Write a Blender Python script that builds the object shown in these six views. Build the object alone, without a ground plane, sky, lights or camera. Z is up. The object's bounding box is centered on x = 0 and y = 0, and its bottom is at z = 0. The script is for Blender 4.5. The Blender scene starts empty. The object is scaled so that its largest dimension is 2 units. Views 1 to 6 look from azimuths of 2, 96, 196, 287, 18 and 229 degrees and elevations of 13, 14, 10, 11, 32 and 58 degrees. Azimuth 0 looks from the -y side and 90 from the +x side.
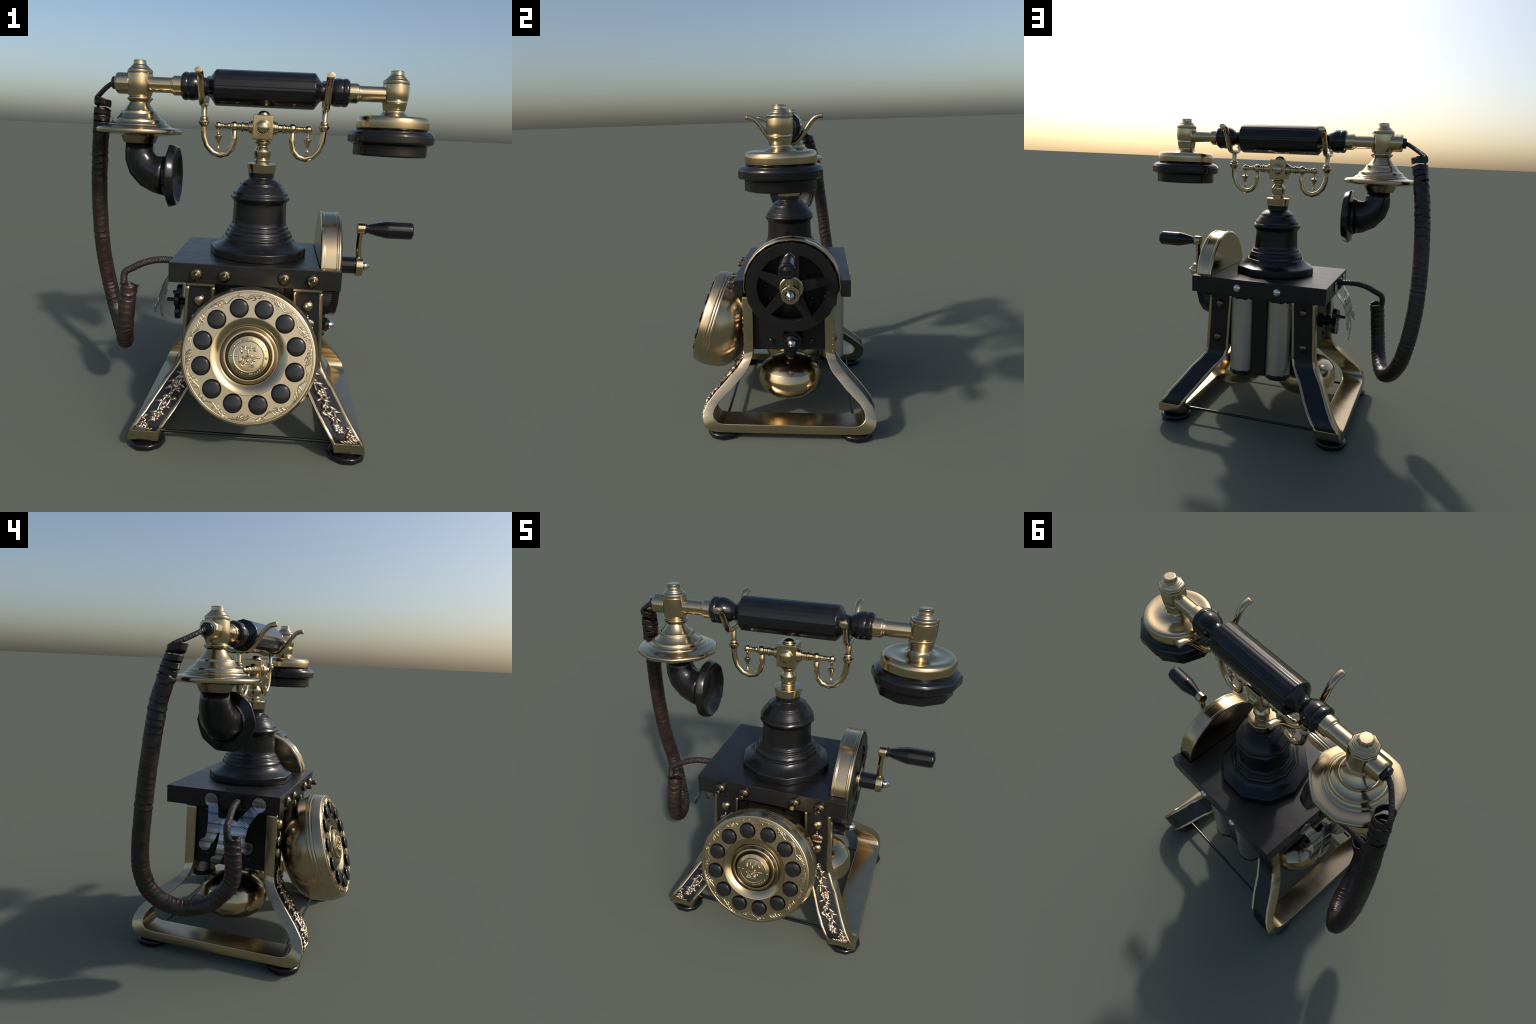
# Antique crank telephone: black lacquer and antique brass, built part by part.
import bpy, bmesh, math, random
from mathutils import Vector, Matrix

random.seed(7)
CX, CY = 0.0605, 0.0775          # vertical axis of the pillar / symmetry planes of the stand
coll = bpy.context.scene.collection

# ------------------------------------------------------------------ materials
def new_mat(name):
    m = bpy.data.materials.new(name)
    m.use_nodes = True
    nt = m.node_tree
    return m, nt, nt.nodes["Principled BSDF"]

def link(nt, a, ao, b, bi):
    nt.links.new(a.outputs[ao], b.inputs[bi])

def add_noise(nt, scale, detail=4, rough=0.55, stretch=None):
    tc = nt.nodes.new("ShaderNodeTexCoord")
    n = nt.nodes.new("ShaderNodeTexNoise")
    n.inputs["Scale"].default_value = scale
    n.inputs["Detail"].default_value = detail
    n.inputs["Roughness"].default_value = rough
    if stretch:
        mp = nt.nodes.new("ShaderNodeMapping")
        mp.inputs["Scale"].default_value = stretch
        link(nt, tc, "Object", mp, "Vector")
        link(nt, mp, "Vector", n, "Vector")
    else:
        link(nt, tc, "Object", n, "Vector")
    return n

def ramp(nt, src, out, stops):
    r = nt.nodes.new("ShaderNodeValToRGB")
    e = r.color_ramp.elements
    e[0].position, e[0].color = stops[0][0], (*stops[0][1], 1)
    e[1].position, e[1].color = stops[-1][0], (*stops[-1][1], 1)
    for p, c in stops[1:-1]:
        x = e.new(p); x.color = (*c, 1)
    link(nt, src, out, r, "Fac")
    return r

def bump(nt, bsdf, src, out, strength, dist):
    b = nt.nodes.new("ShaderNodeBump")
    b.inputs["Strength"].default_value = strength
    b.inputs["Distance"].default_value = dist
    link(nt, src, out, b, "Height")
    link(nt, b, "Normal", bsdf, "Normal")
    return b

def metal(name, dark, light, r0, r1, scale=9, bump_s=0.0, bump_scale=60, edge=None):
    m, nt, b = new_mat(name)
    b.inputs["Metallic"].default_value = 1.0
    n = add_noise(nt, scale, 2)
    col = ramp(nt, n, "Fac", [(0.3, dark), (0.7, light)])
    if edge:                      # base colour tinted by curvature: hollows darkened, raised edges lightened
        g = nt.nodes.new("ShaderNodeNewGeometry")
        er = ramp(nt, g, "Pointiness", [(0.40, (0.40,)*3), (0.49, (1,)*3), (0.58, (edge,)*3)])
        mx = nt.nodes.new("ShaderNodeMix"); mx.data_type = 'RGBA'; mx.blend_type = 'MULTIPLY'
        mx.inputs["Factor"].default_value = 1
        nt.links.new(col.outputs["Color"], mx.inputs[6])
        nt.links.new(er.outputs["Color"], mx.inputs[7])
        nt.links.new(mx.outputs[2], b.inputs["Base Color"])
    else:
        link(nt, col, "Color", b, "Base Color")
    n2 = add_noise(nt, scale * 2, 2)
    rr = ramp(nt, n2, "Fac", [(0.3, (r0,)*3), (0.75, (r1,)*3)])
    link(nt, rr, "Color", b, "Roughness")
    if bump_s:
        n3 = add_noise(nt, bump_scale)
        bump(nt, b, n3, "Fac", bump_s, 0.002)
    return m

def lacquer(name, a, c, r0, r1, coat=0.0, bump_s=0.0, bump_scale=120, spec=0.5):
    m, nt, b = new_mat(name)
    n = add_noise(nt, 14)
    col = ramp(nt, n, "Fac", [(0.3, a), (0.75, c)])
    link(nt, col, "Color", b, "Base Color")
    n2 = add_noise(nt, 22, 5)
    rr = ramp(nt, n2, "Fac", [(0.3, (r0,)*3), (0.75, (r1,)*3)])
    link(nt, rr, "Color", b, "Roughness")
    b.inputs["Specular IOR Level"].default_value = spec
    b.inputs["Coat Weight"].default_value = coat
    b.inputs["Coat Roughness"].default_value = 0.12
    if bump_s:
        n3 = add_noise(nt, bump_scale, 3)
        bump(nt, b, n3, "Fac", bump_s, 0.001)
    return m

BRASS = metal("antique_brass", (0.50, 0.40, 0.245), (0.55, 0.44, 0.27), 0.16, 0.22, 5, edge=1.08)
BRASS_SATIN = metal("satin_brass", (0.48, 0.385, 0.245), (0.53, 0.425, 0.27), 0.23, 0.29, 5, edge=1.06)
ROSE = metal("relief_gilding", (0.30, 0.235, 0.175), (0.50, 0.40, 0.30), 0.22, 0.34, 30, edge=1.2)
BRONZE = metal("dark_bronze", (0.14, 0.11, 0.068), (0.22, 0.175, 0.11), 0.20, 0.30)
DARK_BRASS = metal("dark_brass", (0.21, 0.165, 0.10), (0.30, 0.24, 0.15), 0.20, 0.28)
STEEL = metal("bright_steel", (0.62, 0.60, 0.62), (0.75, 0.74, 0.75), 0.12, 0.25)
CAN = metal("dull_tin", (0.46, 0.43, 0.40), (0.54, 0.51, 0.48), 0.36, 0.46, 3)
BLACK = lacquer("black_lacquer", (0.006, 0.006, 0.0065), (0.010, 0.010, 0.0105), 0.22, 0.30, 0.0, 0.02, spec=0.42)
GLOSS = lacquer("polished_ebonite", (0.005, 0.005, 0.006), (0.009, 0.009, 0.010), 0.15, 0.22, 0.0, spec=0.45)
IRON = lacquer("black_painted_iron", (0.007, 0.007, 0.007), (0.013, 0.0125, 0.012), 0.30, 0.40, 0.0, 0.2, 170, spec=0.44)
IRON_DARKENED = lacquer("shade_darkened_iron", (0.006, 0.006, 0.006), (0.011, 0.0105, 0.010), 0.42, 0.52, 0.0, 0.25, 170, spec=0.28)  # iron colour and specular lowered for the shadow over wheel and body
PANEL = lacquer("black_panel_enamel", (0.008, 0.008, 0.010), (0.014, 0.014, 0.016), 0.26, 0.36, 0.0, 0.05, spec=0.38)
BUTTON = lacquer("finger_button_black", (0.011, 0.011, 0.012), (0.014, 0.014, 0.014), 0.16, 0.22, 0.0, spec=0.4)

def mat_leather():
    m, nt, b = new_mat("brown_wrapped_leather")
    n = add_noise(nt, 16, 6, 0.65)
    col = ramp(nt, n, "Fac", [(0.28, (0.008, 0.006, 0.006)), (0.5, (0.023, 0.013, 0.011)), (0.72, (0.045, 0.023, 0.018))])
    # the upper wrapping is darker than the lower
    g = nt.nodes.new("ShaderNodeTexCoord")
    sp = nt.nodes.new("ShaderNodeSeparateXYZ"); link(nt, g, "Object", sp, "Vector")
    mr = nt.nodes.new("ShaderNodeMapRange")
    mr.inputs["From Min"].default_value = 1.36; mr.inputs["From Max"].default_value = 1.32
    mr.inputs["To Min"].default_value = 0.45; mr.inputs["To Max"].default_value = 1.0
    link(nt, sp, "Z", mr, "Value")
    mx = nt.nodes.new("ShaderNodeMix"); mx.data_type = 'RGBA'; mx.blend_type = 'MULTIPLY'
    mx.inputs["Factor"].default_value = 1
    nt.links.new(col.outputs["Color"], mx.inputs[6]); nt.links.new(mr.outputs["Result"], mx.inputs[7])
    nt.links.new(mx.outputs[2], b.inputs["Base Color"])
    n2 = add_noise(nt, 40, 4)
    rr = ramp(nt, n2, "Fac", [(0.3, (0.28,)*3), (0.75, (0.52,)*3)])
    link(nt, rr, "Color", b, "Roughness")
    v = nt.nodes.new("ShaderNodeTexVoronoi"); v.inputs["Scale"].default_value = 110
    tc = nt.nodes.new("ShaderNodeTexCoord"); link(nt, tc, "Object", v, "Vector")
    n3 = add_noise(nt, 70, 5, 0.7)
    ad = nt.nodes.new("ShaderNodeMath"); ad.operation = 'ADD'
    link(nt, v, "Distance", ad, 0); link(nt, n3, "Fac", ad, 1)
    bump(nt, b, ad, "Value", 0.35, 0.002)
    return m

def mat_braid():
    m, nt, b = new_mat("braided_cable")
    b.inputs["Base Color"].default_value = (0.022, 0.014, 0.012, 1)
    b.inputs["Roughness"].default_value = 0.45
    tc = nt.nodes.new("ShaderNodeTexCoord")
    v = nt.nodes.new("ShaderNodeTexVoronoi"); v.inputs["Scale"].default_value = 150
    link(nt, tc, "Object", v, "Vector")
    bump(nt, b, v, "Distance", 0.8, 0.004)
    return m

def mat_silver():
    m, nt, b = new_mat("rippled_silver_plate")
    b.inputs["Metallic"].default_value = 1
    b.inputs["Base Color"].default_value = (0.55, 0.55, 0.58, 1)
    b.inputs["Roughness"].default_value = 0.22
    w = nt.nodes.new("ShaderNodeTexWave"); w.bands_direction = 'Z'
    w.inputs["Scale"].default_value = 5.5; w.inputs["Distortion"].default_value = 3.0; w.inputs["Detail"].default_value = 2
    tc = nt.nodes.new("ShaderNodeTexCoord"); mp = nt.nodes.new("ShaderNodeMapping")
    mp.inputs["Scale"].default_value = (0.3, 0.3, 1)
    link(nt, tc, "Object", mp, "Vector"); link(nt, mp, "Vector", w, "Vector")
    bump(nt, b, w, "Fac", 0.12, 0.010)
    r = ramp(nt, w, "Fac", [(0.0, (0.16, 0.155, 0.155)), (0.12, (0.40, 0.39, 0.40)), (1.0, (0.45, 0.44, 0.46))])  # dark mirror-reflection bands painted into the silver's base colour
    link(nt, r, "Color", b, "Base Color")
    return m

LEATHER, BRAID, SILVER = mat_leather(), mat_braid(), mat_silver()

# ------------------------------------------------------------------ building blocks
def empty(name, loc=(0, 0, 0), parent=None):
    o = bpy.data.objects.new(name, None)
    o.location = loc
    coll.objects.link(o)
    if parent: o.parent = parent
    return o

def finish(name, me, mat, parent, smooth=True, weighted=True, bevel=0.0, segs=2):
    me.update()
    o = bpy.data.objects.new(name, me)
    coll.objects.link(o)
    if mat: me.materials.append(mat)
    if parent: o.parent = parent
    if smooth:
        me.polygons.foreach_set("use_smooth", [True] * len(me.polygons))
    if bevel:
        b = o.modifiers.new("bevel", 'BEVEL'); b.width = bevel; b.segments = segs
        b.limit_method = 'ANGLE'; b.angle_limit = math.radians(35)
    if weighted:
        o.modifiers.new("wn", 'WEIGHTED_NORMAL').keep_sharp = True
    return o

def mesh(name, verts, faces, mat, parent, **k):
    me = bpy.data.meshes.new(name)
    me.from_pydata([tuple(v) for v in verts], [], faces)
    bm = bmesh.new(); bm.from_mesh(me)
    bmesh.ops.remove_doubles(bm, verts=bm.verts, dist=1e-6)
    bmesh.ops.recalc_face_normals(bm, faces=bm.faces)
    bm.to_mesh(me); bm.free()
    return finish(name, me, mat, parent, **k)

def frame(origin, z, x=(1, 0, 0)):
    z = Vector(z).normalized(); x = Vector(x); x = (x - x.dot(z) * z).normalized(); y = z.cross(x)
    return Matrix(((x.x, y.x, z.x, origin[0]), (x.y, y.y, z.y, origin[1]), (x.z, y.z, z.z, origin[2]), (0, 0, 0, 1)))

def soften(prof, r):
    """round the corners of an (r, z) profile with small three-point arcs"""
    out = [prof[0]]
    for a, b, c in zip(prof, prof[1:], prof[2:]):
        A, B, C = Vector(a), Vector(b), Vector(c)
        u, v = A - B, C - B
        if u.length < 1e-6 or v.length < 1e-6: continue
        ang = math.degrees(u.angle(v))
        d = min(r, 0.33 * u.length, 0.33 * v.length)
        if ang > 158 or d < 0.0006:
            out.append(b); continue
        P, Q = B + u.normalized() * d, B + v.normalized() * d
        out += [tuple(P), tuple((P + Q) * 0.25 + B * 0.5), tuple(Q)]
    out.append(prof[-1])
    return out

def lathe_data(prof, n, M, soft=0.004, phase=0.0, shape=None):
    prof = soften(prof, soft) if soft else prof
    verts, faces, rings = [], [], []
    for r, z in prof:
        if r < 1e-5:
            rings.append([len(verts)]); verts.append(M @ Vector((0, 0, z)))
        else:
            rings.append(list(range(len(verts), len(verts) + n)))
            for i in range(n):
                a = 2 * math.pi * i / n + phase
                q = r * shape(a, r, z) if shape else r
                verts.append(M @ Vector((q * math.cos(a), q * math.sin(a), z)))
    for A, B in zip(rings, rings[1:]):
        for i in range(n):
            j = (i + 1) % n
            if len(A) == 1 and len(B) == 1: continue
            if len(A) == 1: faces.append((A[0], B[i], B[j]))
            elif len(B) == 1: faces.append((A[i], A[j], B[0]))
            else: faces.append((A[i], A[j], B[j], B[i]))
    return verts, faces

def lathe(name, prof, n, origin, axis, mat, parent, soft=0.004, phase=0.0, xdir=None, shape=None, flute=None):
    """turned part; its normals are those of the round body even where the outline has few sides"""
    axis = Vector(axis)
    x = xdir or ((0, 1, 0) if abs(axis.normalized().x) > 0.9 else (1, 0, 0))
    M = frame(origin, axis, x)
    v, f = lathe_data(prof, n, M, soft, phase, shape)
    me = bpy.data.meshes.new(name)
    me.from_pydata([tuple(p) for p in v], [], f)
    bm = bmesh.new(); bm.from_mesh(me)
    bmesh.ops.recalc_face_normals(bm, faces=bm.faces)
    bm.to_mesh(me); bm.free()
    o = finish(name, me, mat, parent, weighted=False)
    pr = soften(prof, soft) if soft else prof
    normals = []
    R3 = M.to_3x3()
    for i, (r, z) in enumerate(pr):
        nr = nz = 0.0
        for a, b in ((i - 1, i), (i, i + 1)):
            if a < 0 or b >= len(pr): continue
            dr, dz = pr[b][0] - pr[a][0], pr[b][1] - pr[a][1]
            w = math.hypot(dr, dz) ** .5            # longer bands keep their own slope
            nr += dz * w; nz -= dr * w
        if r < 1e-5:
            normals.append(R3 @ Vector((0, 0, nz or 1))); continue
        for k in range(n):
            a = 2 * math.pi * k / n + phase
            tang = flute(a, z) if flute else 0.0
            L = math.hypot(nr, nz)
            normals.append(R3 @ Vector((nr * math.cos(a) + tang * L * math.sin(a), nr * math.sin(a) - tang * L * math.cos(a), nz)))
    geo = [Vector(q.normal) for q in me.vertices]
    out = []
    for g, q in zip(geo, normals):
        q = q.normalized() if q.length > 1e-9 else g
        out.append(tuple(-q if q.dot(g) < 0 else q))
    me.normals_split_custom_set_from_vertices(out)
    return o

def polygon(N, a):
    """radius factor that turns a circle into an N-gon with the same corners"""
    g = (a % (2 * math.pi / N)) - math.pi / N
    return math.cos(math.pi / N) / math.cos(g)

def faceted_rim(N, rmax):
    """round near the axis, N-sided at the rim"""
    def f(a, r, z):
        w = max(0.0, min(1.0, (r / rmax - .62) / .36)); w = .62 * w * w
        return 1 + w * (polygon(N, a) - 1)
    return f

def spline(pts, per=6):
    """Catmull-Rom through the points"""
    P = [Vector(p) for p in pts]
    P = [2 * P[0] - P[1]] + P + [2 * P[-1] - P[-2]]
    out = []
    for i in range(1, len(P) - 2):
        a, b, c, d = P[i - 1:i + 3]
        for k in range(per):
            t = k / per
            out.append(0.5 * ((2 * b) + (c - a) * t + (2 * a - 5 * b + 4 * c - d) * t * t + (3 * b - a - 3 * c + d) * t ** 3))
    out.append(P[-2])
    return out

def tube_data(pts, rad, n, cap=True, flat=None, side=None, start=0.0):
    """sweep an n-gon along the points; rad is a number or f(t); flat squeezes the second axis"""
    pts = [Vector(p) for p in pts]
    verts, faces = [], []
    L = len(pts)
    u = None
    for i, p in enumerate(pts):
        t = (pts[min(i + 1, L - 1)] - pts[max(i - 1, 0)]).normalized()
        if u is None:
            s = Vector(side) if side else (Vector((0, 0, 1)) if abs(t.z) < 0.8 else Vector((1, 0, 0)))
            u = (s - s.dot(t) * t).normalized()
        else:
            u = (u - u.dot(t) * t).normalized()
        w = t.cross(u)
        f = i / (L - 1)
        r = rad(f) if callable(rad) else rad
        ru, rw = (r, r * flat) if flat else (r, r)
        for k in range(n):
            a = 2 * math.pi * k / n + start
            verts.append(p + u * (ru * math.cos(a)) + w * (rw * math.sin(a)))
    for i in range(L - 1):
        for k in range(n):
            j = (k + 1) % n
            faces.append((i * n + k, i * n + j, (i + 1) * n + j, (i + 1) * n + k))
    if cap:
        faces.append(tuple(range(n))); faces.append(tuple(range((L - 1) * n, L * n)))
    return verts, faces

def tube(name, pts, rad, n, mat, parent, **k):
    v, f = tube_data(pts, rad, n, **k)
    return mesh(name, v, f, mat, parent)

class Stuff:
    """collects many small pieces into one mesh"""
    def __init__(self): self.v, self.f = [], []
    def add(self, data):
        v, f = data; o = len(self.v)
        self.v += list(v); self.f += [tuple(i + o for i in q) for q in f]
    def build(self, name, mat, parent, stuff=False, **k):
        o = mesh(name, self.v, self.f, mat, parent, **k)
        if stuff: o["kind"] = "stuff"
        return o

def ball_data(c, rx, ry=None, rz=None, rot=None, n=8, m=5):
    ry = ry or rx; rz = rz or rx
    prof = [(math.sin(math.pi * i / m), -math.cos(math.pi * i / m)) for i in range(m + 1)]
    prof[0] = (0, -1); prof[-1] = (0, 1)
    v, f = lathe_data(prof, n, Matrix.Identity(4), 0)
    R = rot or Matrix.Identity(3)
    c = Vector(c)
    return [c + R @ Vector((p.x * rx, p.y * ry, p.z * rz)) for p in v], f

def box(name, lo, hi, mat, parent, bevel=0.004):
    x0, y0, z0 = lo; x1, y1, z1 = hi
    v = [(x, y, z) for x in (x0, x1) for y in (y0, y1) for z in (z0, z1)]
    f = [(0, 1, 3, 2), (4, 6, 7, 5), (0, 4, 5, 1), (2, 3, 7, 6), (0, 2, 6, 4), (1, 5, 7, 3)]
    return mesh(name, v, f, mat, parent, bevel=bevel)

def prism(name, outline, M, h0, h1, mat, parent, bevel=0.003):
    n = len(outline)
    v = [M @ Vector((x, y, h0)) for x, y in outline] + [M @ Vector((x, y, h1)) for x, y in outline]
    f = [tuple(range(n)), tuple(range(n, 2 * n))] + [(i, (i + 1) % n, n + (i + 1) % n, n + i) for i in range(n)]
    return mesh(name, v, f, mat, parent, bevel=bevel)

def copy_of(o, M, parent=None):
    c = o.copy(); c.matrix_world = M; coll.objects.link(c)
    c.parent = parent or o.parent
    return c

def dome(r, h, steps=5):
    return [(r * math.cos(math.pi / 2 * i / steps), h * math.sin(math.pi / 2 * i / steps)) for i in range(steps)] + [(0, h)]

# ------------------------------------------------------------------ the telephone
phone = empty("antique_telephone")
phone["label"] = "antique crank telephone in black lacquer and brass with rotary dial"
phone["category"] = "telephone"

# ================= stand: two strap frames
OUT = [(.420, -.213, .876), (.430, -.213, .66), (.438, -.214, .475), (.448, -.222, .434), (.474, -.250, .395), (.508, -.289, .357),
       (.571, -.386, .263), (.612, -.437, .207), (.640, -.4565, .165), (.658, -.460, .135), (.668, -.455, .105), (.673, -.440, .076), (.6755, -.413, .055), (.676, -.370, .046), (.676, -.330, .045)]
INN = [(.420, -.145, .876), (.430, -.147, .66), (.438, -.151, .492), (.448, -.157, .455), (.478, -.180, .395), (.500, -.200, .366),
       (.553, -.275, .288), (.604, -.360, .214), (.630, -.384, .180), (.645, -.3895, .160), (.656, -.388, .143), (.664, -.377, .124), (.669, -.358, .110), (.671, -.335, .104), (.672, -.315, .103)]
W = 0.158
def mirror_y(p): return (p[0], 2 * CY - p[1], p[2])
def side_x(x, s): return CX + s * (x - 0.0605) if s > 0 else CX - (x - 0.0605)

NLEG = len(OUT)
def leg_frames():
    """(outer, inner) pairs all round the strap, front top -> back top"""
    def lp(a, b, f): return tuple(x + (y - x) * f for x, y in zip(a, b))
    path = []
    for i, pq in enumerate(zip(OUT, INN)):
        path.append((*pq, i < 10))
        if i < 9:
            for k in range(1, 5): path.append((lp(OUT[i], OUT[i + 1], k / 5), lp(INN[i], INN[i + 1], k / 5), True))
        if i == 9: path.append((lp(OUT[9], OUT[10], .06), lp(INN[9], INN[10], .06), False))
    mid = [((.676, y, .045), (.672, y, .103), False) for y in (-.1, .08, .26)]
    return path + mid + [(mirror_y(a), mirror_y(b), g) for a, b, g in reversed(path)]

def strap(s):
    pairs = leg_frames()
    verts, faces = [], []
    rim, grv = 0.0155, 0.006
    N = len(pairs)
    jr = random.Random(3 + s)
    for i, (o, q, leg) in enumerate(pairs):
        o, q = Vector(o), Vector(q)
        nrm = (o - q); nrm.x = 0; nrm.normalize()
        d = grv if leg else 0.0
        jit = jr.uniform(-.0016, .0016) if leg else 0
        ch = 0.005
        row = []
        def P(base, dx, off):
            v = Vector(base) - nrm * off
            row.append((side_x(base[0] - dx, s), v.y, v.z))
        P(o, 0, ch); P(o, ch, 0)
        P(o, rim + jit, 0); P(o, rim + .004 + jit, d)
        P(o, W - rim - .004 - jit, d); P(o, W - rim - jit, 0)
        P(o, W - ch, 0); P(o, W, ch)
        P(q, W, -ch); P(q, W - ch, 0); P(q, ch, 0); P(q, 0, -ch)
        verts += row
    k = 12
    for i in range(N - 1):
        for j in range(k):
            jj = (j + 1) % k
            faces.append((i * k + j, i * k + jj, (i + 1) * k + jj, (i + 1) * k + j))
    faces.append(tuple(range(k))); faces.append(tuple(range((N - 1) * k, N * k)))
    o = mesh("side_frame", verts, faces, BRASS_SATIN, phone)
    return o

def leg_point(t, u, s, back=False, lift=0.0):
    """t runs 0..1 down the outer face of a leg, u 0 (outer edge)..1 (inner edge)"""
    pts = OUT[:11]
    cum = [0]
    for a, b in zip(pts, pts[1:]): cum.append(cum[-1] + (Vector(b) - Vector(a)).length)
    d = max(0, min(1, t)) * cum[-1]
    i = max(k for k in range(len(cum) - 1) if cum[k] <= d + 1e-9)
    f = (d - cum[i]) / (cum[i + 1] - cum[i])
    p = Vector(pts[i]).lerp(Vector(pts[i + 1]), f)
    q = Vector(INN[i]).lerp(Vector(INN[i + 1]), f)
    nrm = p - q; nrm.x = 0; nrm.normalize()
    v = p + nrm * lift
    r = Vector((side_x(p.x - u * W, s), v.y, v.z))
    if back: r = Vector((r.x, 2 * CY - r.y, r.z))
    return r

def leg_normal(t, s, back=False):
    e = leg_point(t, .5, s, back, 1.0) - leg_point(t, .5, s, back, 0.0)
    return e.normalized()

def t_at_z(z):
    lo, hi = 0.0, 1.0
    for _ in range(40):
        m = (lo + hi) / 2
        if leg_point(m, .5, 1).z > z: lo = m
        else: hi = m
    return lo

rivet_proto = None
def rivet(parent, loc, nrm, r, h, mat, name="rivet", n=10):
    o = lathe(name, [(r * 1.02, -0.004)] + dome(r, h, 4), n, (0, 0, 0), (0, 0, 1), mat, parent, soft=0)
    o.matrix_world = frame(loc, nrm, (1, 0, 0) if abs(nrm[0]) < .9 else (0, 1, 0))
    return o

rng = random.Random(11)
def relief(s):
    """gilded vine, crown and corner flourish on a front leg"""
    S = Stuff()
    def pt(z_or_t, u, lift): return leg_point(z_or_t, u, s, False, lift)
    def stroke(pts, r0, r1):
        p = spline([pt(t, u, l) for t, u, l in pts], 4)
        S.add(tube_data(p, lambda f: r0 + (r1 - r0) * f, 6))
    def blob(t, u, r, l=0.0): S.add(ball_data(pt(t, u, l), r, r * .8, r, None, 7, 4))
    # crown
    tc = t_at_z(.685)
    sc = .5
    S.add(ball_data(pt(tc + .004, .5, 0), .040, .011, .024, None, 12, 6))
    for k in range(-2, 3):
        stroke([(tc + .022, .5 + k * .055, .001), (tc, .5 + k * .085, .005), (tc - .022, .5 + k * .03, .003)], .0075, .005)
    stroke([(tc + .027, .30, .002), (tc + .031, .5, .005), (tc + .027, .70, .002)], .007, .007)
    blob(tc - .030, .5, .010, .004); blob(tc - .044, .5, .006, .003)
    # vine: two crossing stems carrying pointed leaves, a rosette at each end
    def leaf(t, u, ang, L, r):
        c, sn = math.cos(ang), math.sin(ang)
        p = [pt(t + L * c * f / LEG_LEN, max(.13, min(.87, u + L * (sn * f + .18 * math.sin(math.pi * f)) / W)), .001 + .004 * math.sin(math.pi * f)) for f in (0, .2, .4, .6, .8, 1)]
        S.add(tube_data(p, lambda f: max(.0012, r * math.sin(math.pi * (.12 + .86 * f)) ** .8), 6))
    LEG_LEN = cumt[10]
    t0, t1 = t_at_z(.480), t_at_z(.212)
    for ph, amp in ((0.3, .17), (0.3 + math.pi, .15)):
        P = [(t0 + (t1 - t0) * k / 12, .5 + amp * math.sin(k / 12 * 9.5 + ph) * (1 - .3 * k / 12), .002) for k in range(13)]
        stroke(P, .0085, .0068)
        for k, (t, u, l) in enumerate(P):
            for sg in (1, -1):
                if rng.random() < .16: continue
                leaf(t, u, sg * rng.uniform(.5, 1.35) + (math.pi if rng.random() < .3 else 0), rng.uniform(.026, .046), rng.uniform(.0095, .0135))
    for tt, m in ((t0 + .012, 7), ((t0 + t1) / 2, 5), (t1 + .010, 6)):
        for k in range(m):
            leaf(tt, .5, k / m * 2 * math.pi + .3, .030, .0115)
        blob(tt, .5, .008, .005)
    # corner flourish: a triangle of curls in the lower outer corner
    tb = .955
    for k in range(30):
        a, b = rng.random(), rng.random()
        if a + b > 1: a, b = 1 - a, 1 - b
        blob(tb - a * .105, .14 + b * .50 * (1 - a * .3), rng.uniform(.006, .010), .001)
    for k in range(5):
        u0 = .16 + k * .10
        stroke([(tb, u0, .002), (tb - .03 + k * .004, u0 + .05, .006), (tb - .018, u0 + .11, .003), (tb - .004, u0 + .07, .004)], .0055, .004)
    for k in range(4):
        tt = tb - .02 - k * .024
        stroke([(tt, .15, .002), (tt - .015, .22, .006), (tt - .002, .30 - k * .03, .003)], .006, .0045)
    return S.build("leg_relief", ROSE, phone, True)

cumt = [0]
for a_, b_ in zip(OUT[:11], OUT[1:11]): cumt.append(cumt[-1] + (Vector(b_) - Vector(a_)).length)
T_END = cumt[9] / cumt[10] + .002

def panel(s, back):
    """black enamel panel lying in the groove of a leg"""
    T = 40; U = 6
    verts, faces = [], []
    for lift in (-.0042, -.0068):
        for i in range(T + 1):
            t = i / T * T_END
            t = t if i else .002
            for j in range(U + 1):
                u0 = (.0165 / W)
                u = u0 + (1 - 2 * u0) * j / U
                verts.append(leg_point(t, u, s, back, lift))
    n = (T + 1) * (U + 1)
    id = lambda l, i, j: l * n + i * (U + 1) + j
    for i in range(T):
        for j in range(U):
            faces.append((id(0, i, j), id(0, i + 1, j), id(0, i + 1, j + 1), id(0, i, j + 1)))
            faces.append((id(1, i, j), id(1, i, j + 1), id(1, i + 1, j + 1), id(1, i + 1, j)))
    for i in range(T):
        for j in (0, U): faces.append((id(0, i, j), id(0, i + 1, j), id(1, i + 1, j), id(1, i, j)))
    for j in range(U):
        for i in (0, T): faces.append((id(0, i, j), id(0, i, j + 1), id(1, i, j + 1), id(1, i, j)))
    return mesh("leg_panel", verts, faces, PANEL, phone)

def panel_end_bar(s, back):
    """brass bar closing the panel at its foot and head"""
    for t, d in ((.012, .012),):
        v = []
        for tt in (t - d, t + d):
            for u in (.02, .98):
                for l in (-.005, .0005): v.append(leg_point(tt, u, s, back, l))
        f = [(0, 1, 3, 2), (4, 6, 7, 5), (0, 4, 5, 1), (2, 3, 7, 6), (0, 2, 6, 4), (1, 5, 7, 3)]
        mesh("panel_border", v, f, BRASS_SATIN, phone, bevel=.0015)

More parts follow.
